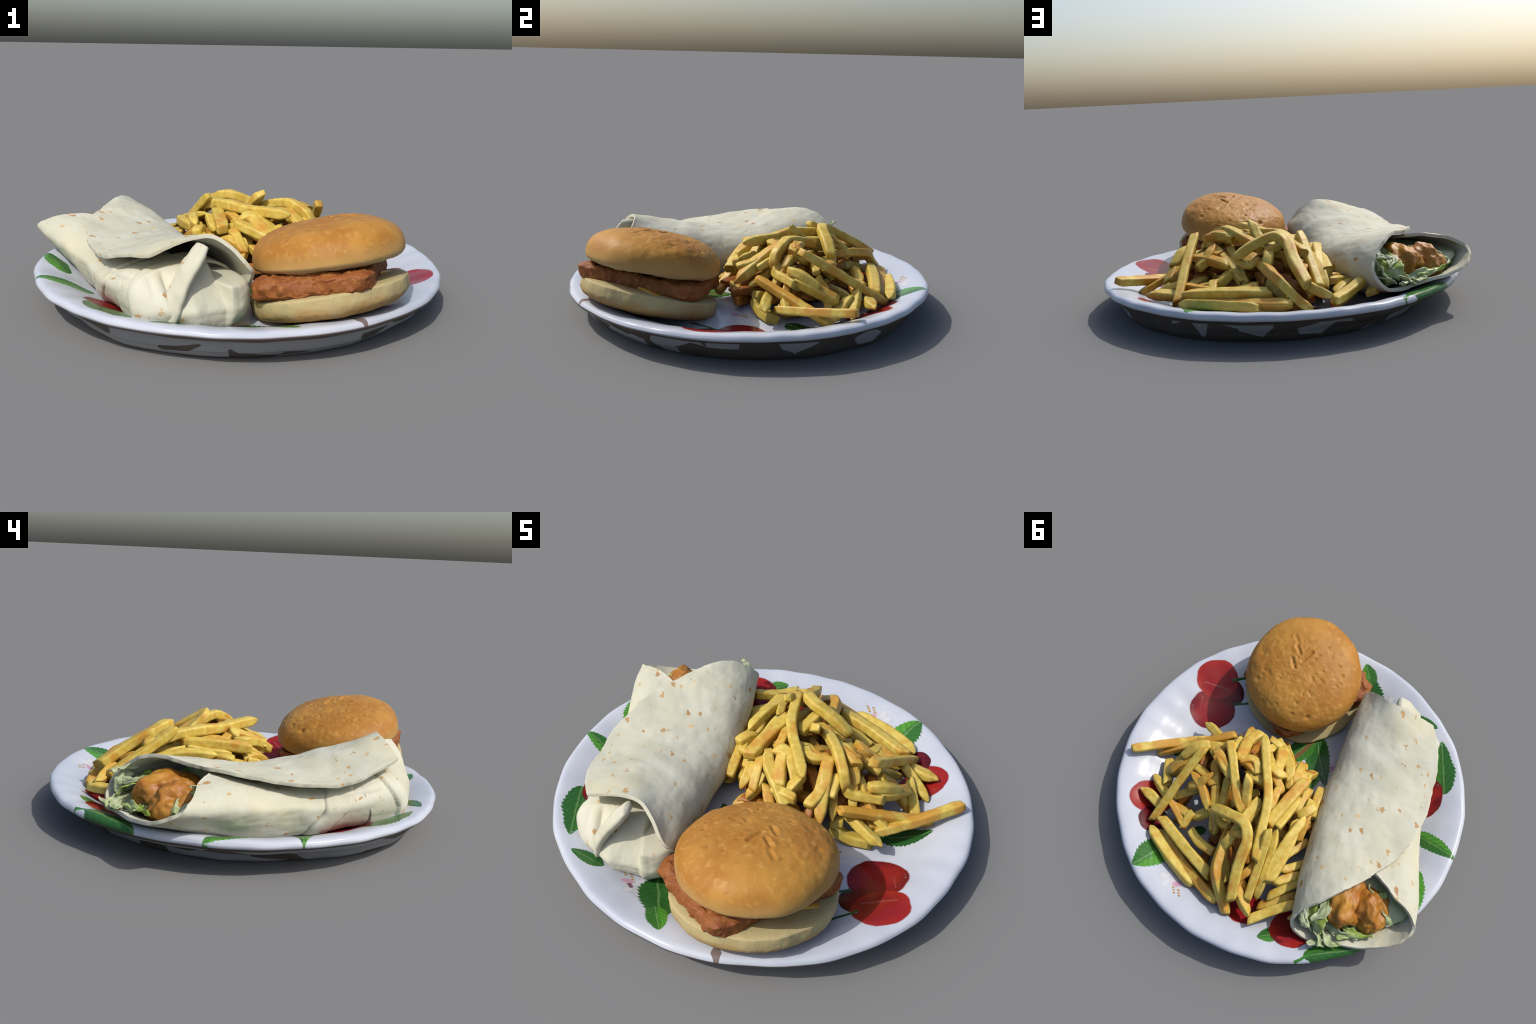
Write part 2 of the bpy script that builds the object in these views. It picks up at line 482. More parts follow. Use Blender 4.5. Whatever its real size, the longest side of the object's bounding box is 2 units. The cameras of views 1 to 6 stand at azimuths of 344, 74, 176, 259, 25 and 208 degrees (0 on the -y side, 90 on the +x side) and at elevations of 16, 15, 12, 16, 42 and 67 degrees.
def build_burger():
    top = empty("fish_burger", (0.262, -0.6, 0.085), "tilted burger with toasted bun and crumbed square patty", "burger")
    # --- lid
    P, F = bun_shape(0.332, 0.343, 0.159, 0.054, 0.80, 0.72)
    M = frame(BUN_N)
    dents = []   # straight cuts pressed into the crust: centre (x, y), direction, length, depth
    for c, d, l, dp in (((0.02, -0.055), 1.25, 0.075, 0.011), ((0.085, -0.07), -0.75, 0.05, 0.009), ((0.07, 0.015), -0.85, 0.055, 0.010),
                        ((0.12, -0.12), -0.7, 0.05, 0.006), ((-0.10, 0.02), -0.3, 0.06, 0.003)):
        dents.append((c, (math.cos(d), math.sin(d)), l / 2, dp * 0.75))
    pits = [(0.29 * math.sqrt(random.random()) * math.cos(t) + 0.03, 0.26 * math.sqrt(random.random()) * math.sin(t) + 0.05,
             random.uniform(0.005, 0.011), random.uniform(0.003, 0.008)) for t in [random.uniform(0, 6.28) for _ in range(46)]]
    out = []
    for p in P:
        n = Vector((p[0] / 0.11, p[1] / 0.11, p[2] / 0.025 if p[2] > 0 else p[2] / 0.003)).normalized()
        d = 0.007 * nz(p, 5, 3.1, 2)
        if p[2] > 0.02:
            w = float(smooth(0.02, 0.10, p[2]))
            rough = float(smooth(-0.22, 0.08, p[1] + 0.35 * p[0]))
            q = (p[0] * 0.85 + 0.3 * p[1], p[1] * 1.0 - 0.45 * p[0], p[2])
            d += w * (0.0005 + 0.0022 * rough) * nz(q, 30, 1.7, 3)
            d += w * 0.0008 * rough * nz(p, 60, 5.0, 2)
            for c, dr, hl, dp in dents:
                vx, vy = p[0] - c[0], p[1] - c[1]
                al = max(-hl, min(hl, vx * dr[0] + vy * dr[1]))
                dist = math.hypot(vx - al * dr[0], vy - al * dr[1])
                d -= dp * math.exp(-(dist / 0.0085) ** 2) - 0.35 * dp * math.exp(-((dist - 0.017) / 0.008) ** 2)
            for px, py, pr_, dp in pits:
                d2 = (p[0] - px) ** 2 + (p[1] - py) ** 2
                if d2 < 9 * pr_ * pr_:
                    d -= dp * math.exp(-d2 / (pr_ * pr_))
        elif p[2] < -0.03:
            d += 0.004 * nz(p, 20, 8.0, 3)
        out.append(p + np.array(n) * d)
    me = mesh_from("bun_top", out, F)
    o = new_obj("bun_top", me, None, (bun_top_material(),))
    R = Matrix(M.T.tolist()).to_4x4()
    o.matrix_world = Matrix.Translation(BUN_C) @ R
    o.parent = top; o.matrix_parent_inverse = Matrix.Translation(top.location).inverted()
    # --- heel
    P, F = bun_shape(0.352, 0.352, 0.024, 0.104, 0.38, 0.56, 200, 110)
    out = []
    for p in P:
        n = Vector((p[0], p[1], p[2] * 4)).normalized()
        d = 0.008 * nz(p, 5, 9.3, 2) + 0.0025 * nz(p, 26, 2.2, 3)
        out.append(p + np.array(n) * d)
    me = mesh_from("bun_bottom", out, F)
    o = new_obj("bun_bottom", me, None, (bun_low_material(),))
    R2 = Matrix(frame(LOW_N).T.tolist()).to_4x4()
    o.matrix_world = Matrix.Translation(LOW_C) @ R2
    o.parent = top; o.matrix_parent_inverse = Matrix.Translation(top.location).inverted()
    # --- square patty, corners west / south / east / north
    A, B, C, D = (np.array(v) for v in ((-0.140, -0.722, 0.232), (0.274, -0.962, 0.326), (0.600, -0.436, 0.252), (0.168, -0.222, 0.200)))
    nt, npz = 260, 70
    t = np.linspace(0, 2 * np.pi, nt, endpoint=False)
    ph = np.linspace(-np.pi / 2 + 1e-3, np.pi / 2 - 1e-3, npz)
    verts = []
    for a in t:
        ca, sa = math.cos(a), math.sin(a)
        k = max(abs(ca), abs(sa)); k2 = (abs(ca) ** 9 + abs(sa) ** 9) ** (1 / 9)
        for p in ph:
            c = abs(math.cos(p)) ** 0.36
            u, v = ca / k2 * c, sa / k2 * c
            u, v = (u + 1) / 2, (v + 1) / 2
            q = A * (1 - u) * (1 - v) + B * u * (1 - v) + C * u * v + D * (1 - u) * v
            z = -0.004 + 0.051 * math.copysign(abs(math.sin(p)) ** 0.42, math.sin(p))
            q = q + (q - (A + B + C + D) / 4) * 0.035 + M[2] * z
            ctr = (A + B + C + D) / 4
            n = q - ctr; n[2] *= 0.4
            n /= np.linalg.norm(n) + 1e-9
            if c < 0.93: n = M[2] * math.copysign(1, z)
            d = 0.018 * nz(q, 7, 4.4, 2) + 0.012 * nz(q, 22, 6.1, 3) + 0.003 * nz(q, 85, 6.1, 2)
            verts.append(q + n * d)
    me = mesh_from("patty", verts, grid_faces(nt, npz, wrap_u=True))
    new_obj("patty", me, top, (patty_material(),))
    # --- cheese slice lying under the patty, sagging at its corners
    c0 = LOW_C + frame(LOW_N)[2] * 0.030
    fx, fy, fn = frame(LOW_N)
    ang = math.radians(40)
    ex, ey = fx * math.cos(ang) + fy * math.sin(ang), fy * math.cos(ang) - fx * math.sin(ang)
    n = 41
    verts = []
    for i in range(n):
        for j in range(n):
            u, v = (i / (n - 1) * 2 - 1), (j / (n - 1) * 2 - 1)
            q = c0 + ex * u * 0.215 + ey * v * 0.215
            r = math.hypot(u, v) * 0.215
            q = q + fn * (0.004 * nz(q, 8, 1.0, 2) - 0.012 * float(smooth(0.24, 0.31, r)))
            verts.append(q)
    me = mesh_from("cheese_slice", verts, grid_faces(n, n))
    o = new_obj("cheese_slice", me, top, (cheese_material(),))
    solidify(o, 0.013)
    return top

# ------------------------------------------------------------------ WRAP
WF = np.array([-0.33, -0.68]); WA = np.array([-0.2948, 0.9555]); WE = np.array([0.9555, 0.2948])

def wpt(s, e, z):
    q = WF + WA * s + WE * e
    return np.array([q[0], q[1], z])

RAILS = {   # (s along the roll, e towards the fries, z) from the fold to the open mouth
    "inner_edge": [(0.10, -0.02, 0.33), (0.25, 0.00, 0.325), (0.45, 0.03, 0.305), (0.65, 0.03, 0.305), (0.85, 0.0, 0.33), (0.96, -0.01, 0.350), (1.009, -0.03, 0.366)],
    "west_upper": [(0.16, -0.17, 0.290), (0.28, -0.20, 0.290), (0.45, -0.17, 0.270), (0.65, -0.15, 0.277), (0.85, -0.15, 0.316), (1.0, -0.14, 0.350), (1.112, -0.148, 0.362)],
    "west_shoulder": [(0.16, -0.210, 0.250), (0.28, -0.238, 0.252), (0.45, -0.220, 0.240), (0.65, -0.204, 0.249), (0.85, -0.218, 0.278), (1.02, -0.240, 0.318), (1.185, -0.246, 0.330)],
    "west_side": [(0.16, -0.215, 0.20), (0.28, -0.252, 0.20), (0.45, -0.250, 0.195), (0.65, -0.236, 0.21), (0.85, -0.244, 0.228), (1.05, -0.266, 0.252), (1.258, -0.277, 0.286)],
    "west_low": [(0.16, -0.16, 0.12), (0.28, -0.195, 0.095), (0.45, -0.190, 0.090), (0.65, -0.180, 0.090), (0.85, -0.165, 0.095), (1.08, -0.150, 0.135), (1.342, -0.170, 0.228)],
    "belly": [(0.12, 0.0, 0.085), (0.28, 0.0, 0.065), (0.45, 0.0, 0.065), (0.65, 0.0, 0.065), (0.85, 0.02, 0.068), (1.08, 0.04, 0.100), (1.383, 0.051, 0.202)],
    "east_low": [(0.08, 0.185, 0.11), (0.24, 0.19, 0.08), (0.45, 0.21, 0.075), (0.65, 0.235, 0.075), (0.85, 0.255, 0.08), (1.08, 0.268, 0.112), (1.382, 0.272, 0.180)],
    "east_side": [(-0.030, 0.222, 0.268), (0.20, 0.260, 0.230), (0.45, 0.293, 0.20), (0.65, 0.325, 0.20), (0.85, 0.338, 0.205), (1.08, 0.345, 0.232), (1.327, 0.338, 0.268)],
    "east_upper": [(-0.05, 0.180, 0.343), (0.22, 0.198, 0.350), (0.45, 0.225, 0.318), (0.65, 0.25, 0.302), (0.85, 0.265, 0.318), (1.05, 0.268, 0.348), (1.259, 0.265, 0.367)],
    "crown": [(0.055, 0.05, 0.455), (0.25, 0.02, 0.408), (0.45, 0.03, 0.360), (0.65, 0.05, 0.341), (0.85, 0.09, 0.358), (1.0, 0.12, 0.384), (1.181, 0.145, 0.410)],
    "flap_edge": [(0.105, -0.190, 0.395), (0.275, -0.252, 0.362), (0.451, -0.258, 0.325), (0.647, -0.239, 0.329), (0.853, -0.156, 0.366), (0.962, -0.079, 0.386), (1.03, -0.018, 0.391)],
}

def tortilla_material():
    k = NT("flour_tortilla")
    # local frame: x along the roll
    mp = k.mapping((WF[0], WF[1], 0), (0, 0, math.atan2(WA[1], WA[0])), (1, 1, 1))
    x, y, z = k.xyz(mp)
    base = k.mix(k.step(k.noise(5, 4), 0.35, 0.68), (0.455, 0.446, 0.343), (0.525, 0.516, 0.418))  # cream warmed to carry the sunlight baked into the flap's colour
    base = k.mix(k.math('MULTIPLY', k.step(k.noise(3.2, 3), 0.56, 0.70), 0.35), base, (0.50, 0.45, 0.27))
    st = k.mapping((0, 0, 0), (0, 0, 0.35), (1.5, 0.85, 0.85), co=mp)
    def spots(scale, r0, r1, keep, seed):
        m2 = k.mapping((seed, seed * 1.7, seed * 0.4), (0, 0, 0), (1, 1, 1), 'POINT', co=st)
        wob = k.n("TexNoise"); wob.inputs["Scale"].default_value = 45; k.set(wob.inputs["Vector"], mp)
        add = k.n("VectorMath", operation='MULTIPLY_ADD'); k.set(add.inputs[0], wob.outputs["Color"])
        add.inputs[1].default_value = (0.035, 0.035, 0.035); k.set(add.inputs[2], m2)
        v = k.n("TexVoronoi"); k.set(v.inputs["Vector"], add.outputs[0]); v.inputs["Scale"].default_value = scale
        cs = k.n("SeparateColor"); k.set(cs.inputs[0], v.outputs["Color"])
        rad = k.math('MULTIPLY_ADD', cs.outputs[1], r1 - r0, r0)
        m = k.math('SUBTRACT', 1.0, k.step(k.math('DIVIDE', v.outputs["Distance"], rad), 0.75, 1.0))
        return k.math('MULTIPLY', m, k.math('LESS_THAN', cs.outputs[0], keep)), cs.outputs[2]
    s1, t1 = spots(14, 0.12, 0.27, 0.42, 0.3)
    s2, t2 = spots(25, 0.12, 0.32, 0.26, 4.1)
    # big faint scorches on the lower flank
    s3 = k.math('MULTIPLY', k.step(k.noise(8.5, 3), 0.66, 0.72), k.step(k.noise(30, 2), 0.40, 0.56))
    tone = k.mix(t1, (0.43, 0.26, 0.085), (0.33, 0.16, 0.04))
    col = k.mix(k.math('MULTIPLY', s1, 0.85), base, tone)
    col = k.mix(k.math('MULTIPLY', s2, 0.7), col, (0.42, 0.26, 0.085))
    col = k.mix(k.math('MULTIPLY', s3, 0.6), col, (0.50, 0.31, 0.09))
    k.bump(k.math('ADD', k.noise(28, 3), k.math('MULTIPLY', k.noise(80, 2), 0.5)), 0.22, 0.005)
    return k.out(col, 0.68, 0.25)

def build_wrap():
    root = empty("chicken_wrap", (-0.5, -0.1, 0.06), "rolled flour tortilla filled with fried chicken and lettuce", "wrap")
    tort = tortilla_material()
    ns, nf = 260, 230
    cols = np.stack([spline(np.array(r), ns) for r in RAILS.values()])        # rails x ns x 3
    G = np.stack([spline(cols[:, i, :], nf) for i in range(ns)])              # ns x nf x 3
    f = np.linspace(0, 10, nf)
    for i in range(ns):
        for j in range(nf):
            s, e, z = G[i, j]
            # ragged torn edges of the flap and mouth
            ed = float(smooth(9.75, 10.0, f[j]))
            en = float(smooth(0.96, 1.0, i / (ns - 1)))
            w = noise.noise(Vector((s * 9, f[j] * 1.5, 2.0))) * 0.010 + noise.noise(Vector((s * 30, f[j] * 4, 7.0))) * 0.004
            G[i, j, 1] += ed * w
            G[i, j, 0] += en * w
    P = np.array([[wpt(*G[i, j]) for j in range(nf)] for i in range(ns)])
    du = np.gradient(P, axis=0); dv = np.gradient(P, axis=1)
    N = np.cross(du, dv); N /= np.linalg.norm(N, axis=2, keepdims=True) + 1e-9
    c = P.mean(axis=1, keepdims=True)
    if (N * (P - c)).sum() < 0: N = -N
    for i in range(ns):
        for j in range(nf):
            p = P[i, j]; s, e, z = G[i, j]
            d = 0.007 * nz(p, 5, 2.0, 2) + 0.0012 * nz(p, 19, 5.0, 2)
            q = (s * 3.2, e * 9, z * 9)
            d += 0.0020 * nz(q, 2.2, 3.3, 2)
            if f[j] < 4.6:
                # folded-over layers of the tucked end: two stepped seams on the west flank
                wz = float(smooth(4.6, 4.1, f[j])) * float(smooth(0.2, 0.8, f[j]))
                seam = 0.515 + 0.60 * (0.232 - z) + 0.006 * math.sin(z * 60)
                d += 0.008 * wz * float(smooth(seam + 0.005, seam - 0.005, s))
                seam2 = 0.386 + 0.80 * (0.245 - z) + 0.006 * math.sin(z * 50 + 1)
                d -= 0.009 * wz * float(smooth(seam2 + 0.005, seam2 - 0.005, s))
                d -= 0.016 * wz * math.exp(-((s - seam - 0.008) / 0.010) ** 2) * float(smooth(0.24, 0.16, z))
            P[i, j] = p + N[i, j] * d
    me = mesh_from("tortilla_roll", P.reshape(-1, 3), grid_faces(ns, nf))
    o = new_obj("tortilla_roll", me, root, (tort,))
    solidify(o, 0.017, 0.0, 0.005)

    # --- tucked front end: a closed pocket bulging out under the flap
    nr, nt = 120, 240
    verts = []
    for r in np.linspace(0.0, 1.0, nr):
        for t in np.linspace(0, 2 * np.pi, nt, endpoint=False):
            ct, st = math.cos(t), math.sin(t)
            k = (abs(ct) ** 2.5 + abs(st) ** 2.5) ** (-1 / 2.5)
            fr = min(r * 1.25, 1.0)
            e = -0.016 + 0.248 * ct * k * fr
            z = 0.194 + 0.134 * st * k * fr
            west = -0.030 + 0.09 * float(smooth(0.16, 0.32, z))
            east = -0.055 + 0.12 * float(smooth(0.16, 0.33, z))
            s0 = west + (east - west) * float(smooth(-0.13, -0.05, e))
            shelf = -0.072 + 0.30 * float(smooth(0.258, 0.274, z))      # inner layer turned in at the bottom of the fold
            s0 = s0 + (shelf - s0) * float(smooth(0.070, 0.100, e))
            s0 += 0.040 * math.exp(-((e + 0.130) / 0.018) ** 2) * float(smooth(0.14, 0.24, z))   # crease beside the ridge
            s0 += 0.018 * math.exp(-((e + 0.19) / 0.012) ** 2 - ((z - 0.28) / 0.05) ** 2)
            pw = 2.4 + 7.0 * float(smooth(-0.10, 0.08, e))
            dome = max(0.0, 1 - fr ** pw) ** (0.8 - 0.3 * float(smooth(-0.10, 0.08, e)))
            s = 0.13 + (s0 - 0.13) * dome
            if r * 1.25 > 1.0:
                u = (r * 1.25 - 1.0) / 0.25
                s += u * 0.17 + 0.02 * u * math.sin(t * 3)
                # the last pleat is folded over the one behind it
                seam = 0.145 + 0.50 * (z - 0.21)
                lift = 0.050 * float(smooth(seam - 0.005, seam + 0.005, s)) * float(smooth(0.2, -0.3, ct)) * float(smooth(0.10, 0.15, z))
                e += 0.040 * 0 + lift * 0.25; z -= lift * 0.25 * (z - 0.194) / 0.134
            p = wpt(s, e, z)
            a = nz(p, 6, 11.0, 2) * 0.010 + nz(p, 20, 4.0, 2) * 0.003
            p = p - np.array([WA[0], WA[1], 0]) * a * dome
            verts.append(p)
    me = mesh_from("tucked_end", verts, grid_faces(nr, nt, wrap_v=True))
    o = new_obj("tucked_end", me, root, (tort,))
    solidify(o, 0.012)

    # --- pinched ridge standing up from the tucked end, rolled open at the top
    sp = spline(np.array([(-0.475, -0.690, 0.100), (-0.452, -0.722, 0.170), (-0.425, -0.726, 0.250), (-0.370, -0.700, 0.345), (-0.330, -0.682, 0.400), (-0.310, -0.672, 0.430)]), 60)
    back = np.linspace(0.042, 0.028, 60)[:, None] * np.array([WA[0], WA[1], 0.0])
    tube("fold_ridge", sp + back, lambda t: 0.060 - 0.018 * float(smooth(0.6, 1.0, t)), 0.46 , root, tort, 21, 40)

    # --- filling
    chick = NT("fried_chicken")
    a = chick.noise(8, 4)
    col = chick.mix(chick.step(a, 0.32, 0.68), (0.31, 0.120, 0.013), (0.42, 0.205, 0.026))
    col = chick.mix(chick.math('MULTIPLY', chick.step(chick.noise(17, 4), 0.58, 0.72), 0.75), col, (0.27, 0.075, 0.010))
    col = chick.mix(chick.math('MULTIPLY', chick.step(chick.noise(55, 2), 0.70, 0.78), 0.6), col, (0.10, 0.03, 0.01))
    chick.bump(chick.noise(45, 4), 0.35, 0.006)
    cm = chick.out(col, 0.5, 0.4)
    for c, rad, sd in (((-0.580, 0.450, 0.252), (0.112, 0.158, 0.100), 1.0), ((-0.718, 0.418, 0.236), (0.100, 0.126, 0.098), 5.0),
                       ((-0.50, 0.25, 0.19), (0.10, 0.14, 0.09), 9.0), ((-0.62, 0.20, 0.19), (0.10, 0.14, 0.09), 13.0)):
        bm = bmesh.new()
        bmesh.ops.create_icosphere(bm, subdivisions=5, radius=1.0)
        for v in bm.verts:
            p = v.co.copy()
            q = (p.x + sd, p.y, p.z)
            d = 1.04 + 0.20 * nz(q, 1.2, sd, 2) - 0.16 * abs(nz(q, 1.6, sd + 3, 2)) + 0.030 * nz(q, 4.0, sd, 2) - 0.035 * abs(nz(q, 4.5, sd + 1, 2)) + 0.018 * nz(q, 13, sd, 3)
            w = WA * p.y * rad[1] * d + WE * p.x * rad[0] * d
            v.co = Vector((c[0] + w[0], c[1] + w[1], c[2] + p.z * rad[2] * d))
        me = bpy.data.meshes.new("chicken_piece")
        bm.to_mesh(me); bm.free()
        new_obj("chicken_piece", me, root, (cm,))

    lt = NT("shredded_lettuce")
    x, y, z = lt.xyz(lt.co)
    g = lt.noise(7, 3)
    rnd = lt.n("ObjectInfo").outputs["Random"]
    g2 = lt.step(lt.math('ADD', g, lt.math('MULTIPLY', lt.math('SUBTRACT', rnd, 0.5), 0.35)), 0.40, 0.66)
    col = lt.mix(g2, (0.46, 0.51, 0.31), (0.28, 0.40, 0.06))
    col = lt.mix(lt.math('MULTIPLY', lt.step(lt.noise(26, 2), 0.52, 0.68), 0.4), col, (0.56, 0.58, 0.45))
    lm = lt.out(col, 0.4, 0.4)
    tb = lt.n("BsdfTranslucent"); lt.set(tb.inputs[0], col)
    ms = lt.n("MixShader"); ms.inputs[0].default_value = 0.25
    outn = lt.t.nodes["Material Output"]
    lt.t.links.new(lt.b.outputs[0], ms.inputs[1]); lt.t.links.new(tb.outputs[0], ms.inputs[2]); lt.t.links.new(ms.outputs[0], outn.inputs[0])
    # packed bed of lettuce closing the mouth behind the chicken
    loop = G[-1][::4].copy()
    cen = loop.mean(axis=0)
    verts, nrr = [], 26
    for a in range(nrr):
        t = a / (nrr - 1)
        for q in loop:
            v = cen + (q - cen) * (0.93 * t)
            hi = float(smooth(0.27, 0.36, v[2]))
            v[0] -= 0.055 + 0.05 * t + 0.12 * hi
            v[2] -= 0.055 * hi
            p = wpt(*v)
            h = 0.035 * nz(p, 9, 3.0, 3) + 0.012 * math.sin(p[0] * 70 + 3 * nz(p, 12, 1.0, 2)) * t * (1.2 - t)
            verts.append(p + np.array([WA[0], WA[1], 0.15]) * h)
    new_obj("lettuce_bed", mesh_from("lettuce_bed", verts, grid_faces(nrr, len(loop), wrap_v=True)), root, (lm,))
    SHREDS = [   # spine points, width
        ([(-0.500, 0.560, 0.235), (-0.548, 0.650, 0.208), (-0.587, 0.722, 0.205)], 0.085),
        ([(-0.455, 0.500, 0.300), (-0.505, 0.610, 0.270), (-0.545, 0.665, 0.225)], 0.110),
        ([(-0.425, 0.560, 0.345), (-0.445, 0.650, 0.330), (-0.490, 0.690, 0.330)], 0.040),
        ([(-0.415, 0.600, 0.305), (-0.440, 0.655, 0.270), (-0.470, 0.660, 0.220)], 0.055),
        ([(-0.560, 0.600, 0.205), (-0.650, 0.610, 0.222), (-0.735, 0.585, 0.232)], 0.055),
        ([(-0.640, 0.570, 0.220), (-0.720, 0.575, 0.228), (-0.800, 0.545, 0.232)], 0.040),
        ([(-0.700, 0.530, 0.210), (-0.690, 0.580, 0.225), (-0.640, 0.645, 0.222)], 0.050),
        ([(-0.650, 0.330, 0.290), (-0.690, 0.380, 0.290), (-0.735, 0.410, 0.270)], 0.060),
        ([(-0.735, 0.330, 0.310), (-0.790, 0.400, 0.275), (-0.845, 0.440, 0.250)], 0.055),
        ([(-0.770, 0.300, 0.280), (-0.835, 0.380, 0.235), (-0.850, 0.440, 0.220)], 0.070),
        ([(-0.470, 0.420, 0.330), (-0.520, 0.560, 0.300), (-0.480, 0.640, 0.285)], 0.060),
        ([(-0.540, 0.630, 0.215), (-0.610, 0.680, 0.207), (-0.670, 0.660, 0.215)], 0.045),
        ([(-0.600, 0.640, 0.200), (-0.560, 0.700, 0.200), (-0.520, 0.745, 0.212)], 0.045),
        ([(-0.420, 0.520, 0.240), (-0.450, 0.630, 0.210), (-0.520, 0.660, 0.190)], 0.080),
    ]
    for idx, (pts, wd) in enumerate(SHREDS):
        n, m = 44, 13
        sp = spline(np.array(pts), n)
        tan = np.gradient(sp, axis=0); tan /= np.linalg.norm(tan, axis=1, keepdims=True)
        verts = []
        for i in range(n):
            t = i / (n - 1)
            side = np.cross(tan[i], [0.15 * math.sin(idx), 0.1, 1.0]); side /= np.linalg.norm(side)
            roll = 0.9 * math.sin(idx * 2.4 + t * 2.2)
            up = np.cross(side, tan[i])
            sd = side * math.cos(roll) + up * math.sin(roll)
            un = np.cross(sd, tan[i])
            ww = wd * (0.45 + 0.55 * math.sin(math.pi * min(0.12 + 0.9 * t, 0.97)) ) * (1 + 0.30 * noise.noise(Vector((t * 6, idx * 3.1, 0))))
            for j in range(m):
                v = j / (m - 1) - 0.5
                ruf = 0.008 * abs(v * 2) ** 1.5 * math.sin(t * 9 + idx + 2 * v) + 0.010 * noise.noise(Vector((t * 5, v * 4, idx * 2.0)))
                verts.append(sp[i] + sd * v * ww * (1 + 0.25 * abs(v) * noise.noise(Vector((t * 14, v * 2, idx * 1.7)))) + un * (ruf + 0.02 * (0.25 - v * v)))
        me = mesh_from("lettuce_shred", verts, grid_faces(n, m))
        o = new_obj("lettuce_shred", me, root, (lm,))
        solidify(o, 0.006)
    return root

def tube(name, sp, rad, flat, parent, mat, seed, segs=28):
    n = len(sp)
    tan = np.gradient(sp, axis=0); tan /= np.linalg.norm(tan, axis=1, keepdims=True)
    ref = np.array([WE[0], WE[1], 0.0])
    verts = []
    for i in range(n):
        t = i / (n - 1)
        x = ref - tan[i] * (ref @ tan[i]); x /= np.linalg.norm(x)
        y = np.cross(tan[i], x)
        r = rad(t)
        capf = min(1.0, math.sqrt(max(1e-4, 1 - max(0, (0.06 - t) / 0.06) ** 2)), math.sqrt(max(1e-4, 1 - max(0, (t - 0.95) / 0.05) ** 2)) )
        for j in range(segs):
            a = 2 * math.pi * j / segs
            q = sp[i] + (x * math.cos(a) * r * flat + y * math.sin(a) * r) * capf
            d = 0.006 * nz(q, 14, seed, 2) * capf
            verts.append(q + (x * math.cos(a) + y * math.sin(a)) * d)
    f = grid_faces(n, segs, wrap_v=True)
    f.append(tuple(range(segs - 1, -1, -1))); f.append(tuple((n - 1) * segs + j for j in range(segs)))
    return new_obj(name, mesh_from(name, verts, f), parent, (mat,))

# ------------------------------------------------------------------ FRIES
FRIES = []
def fry(*pts, w=0.046, drop=0.012):
    p = np.array(pts, float)
    p[:, 2] -= drop
    FRIES.append((p, w))

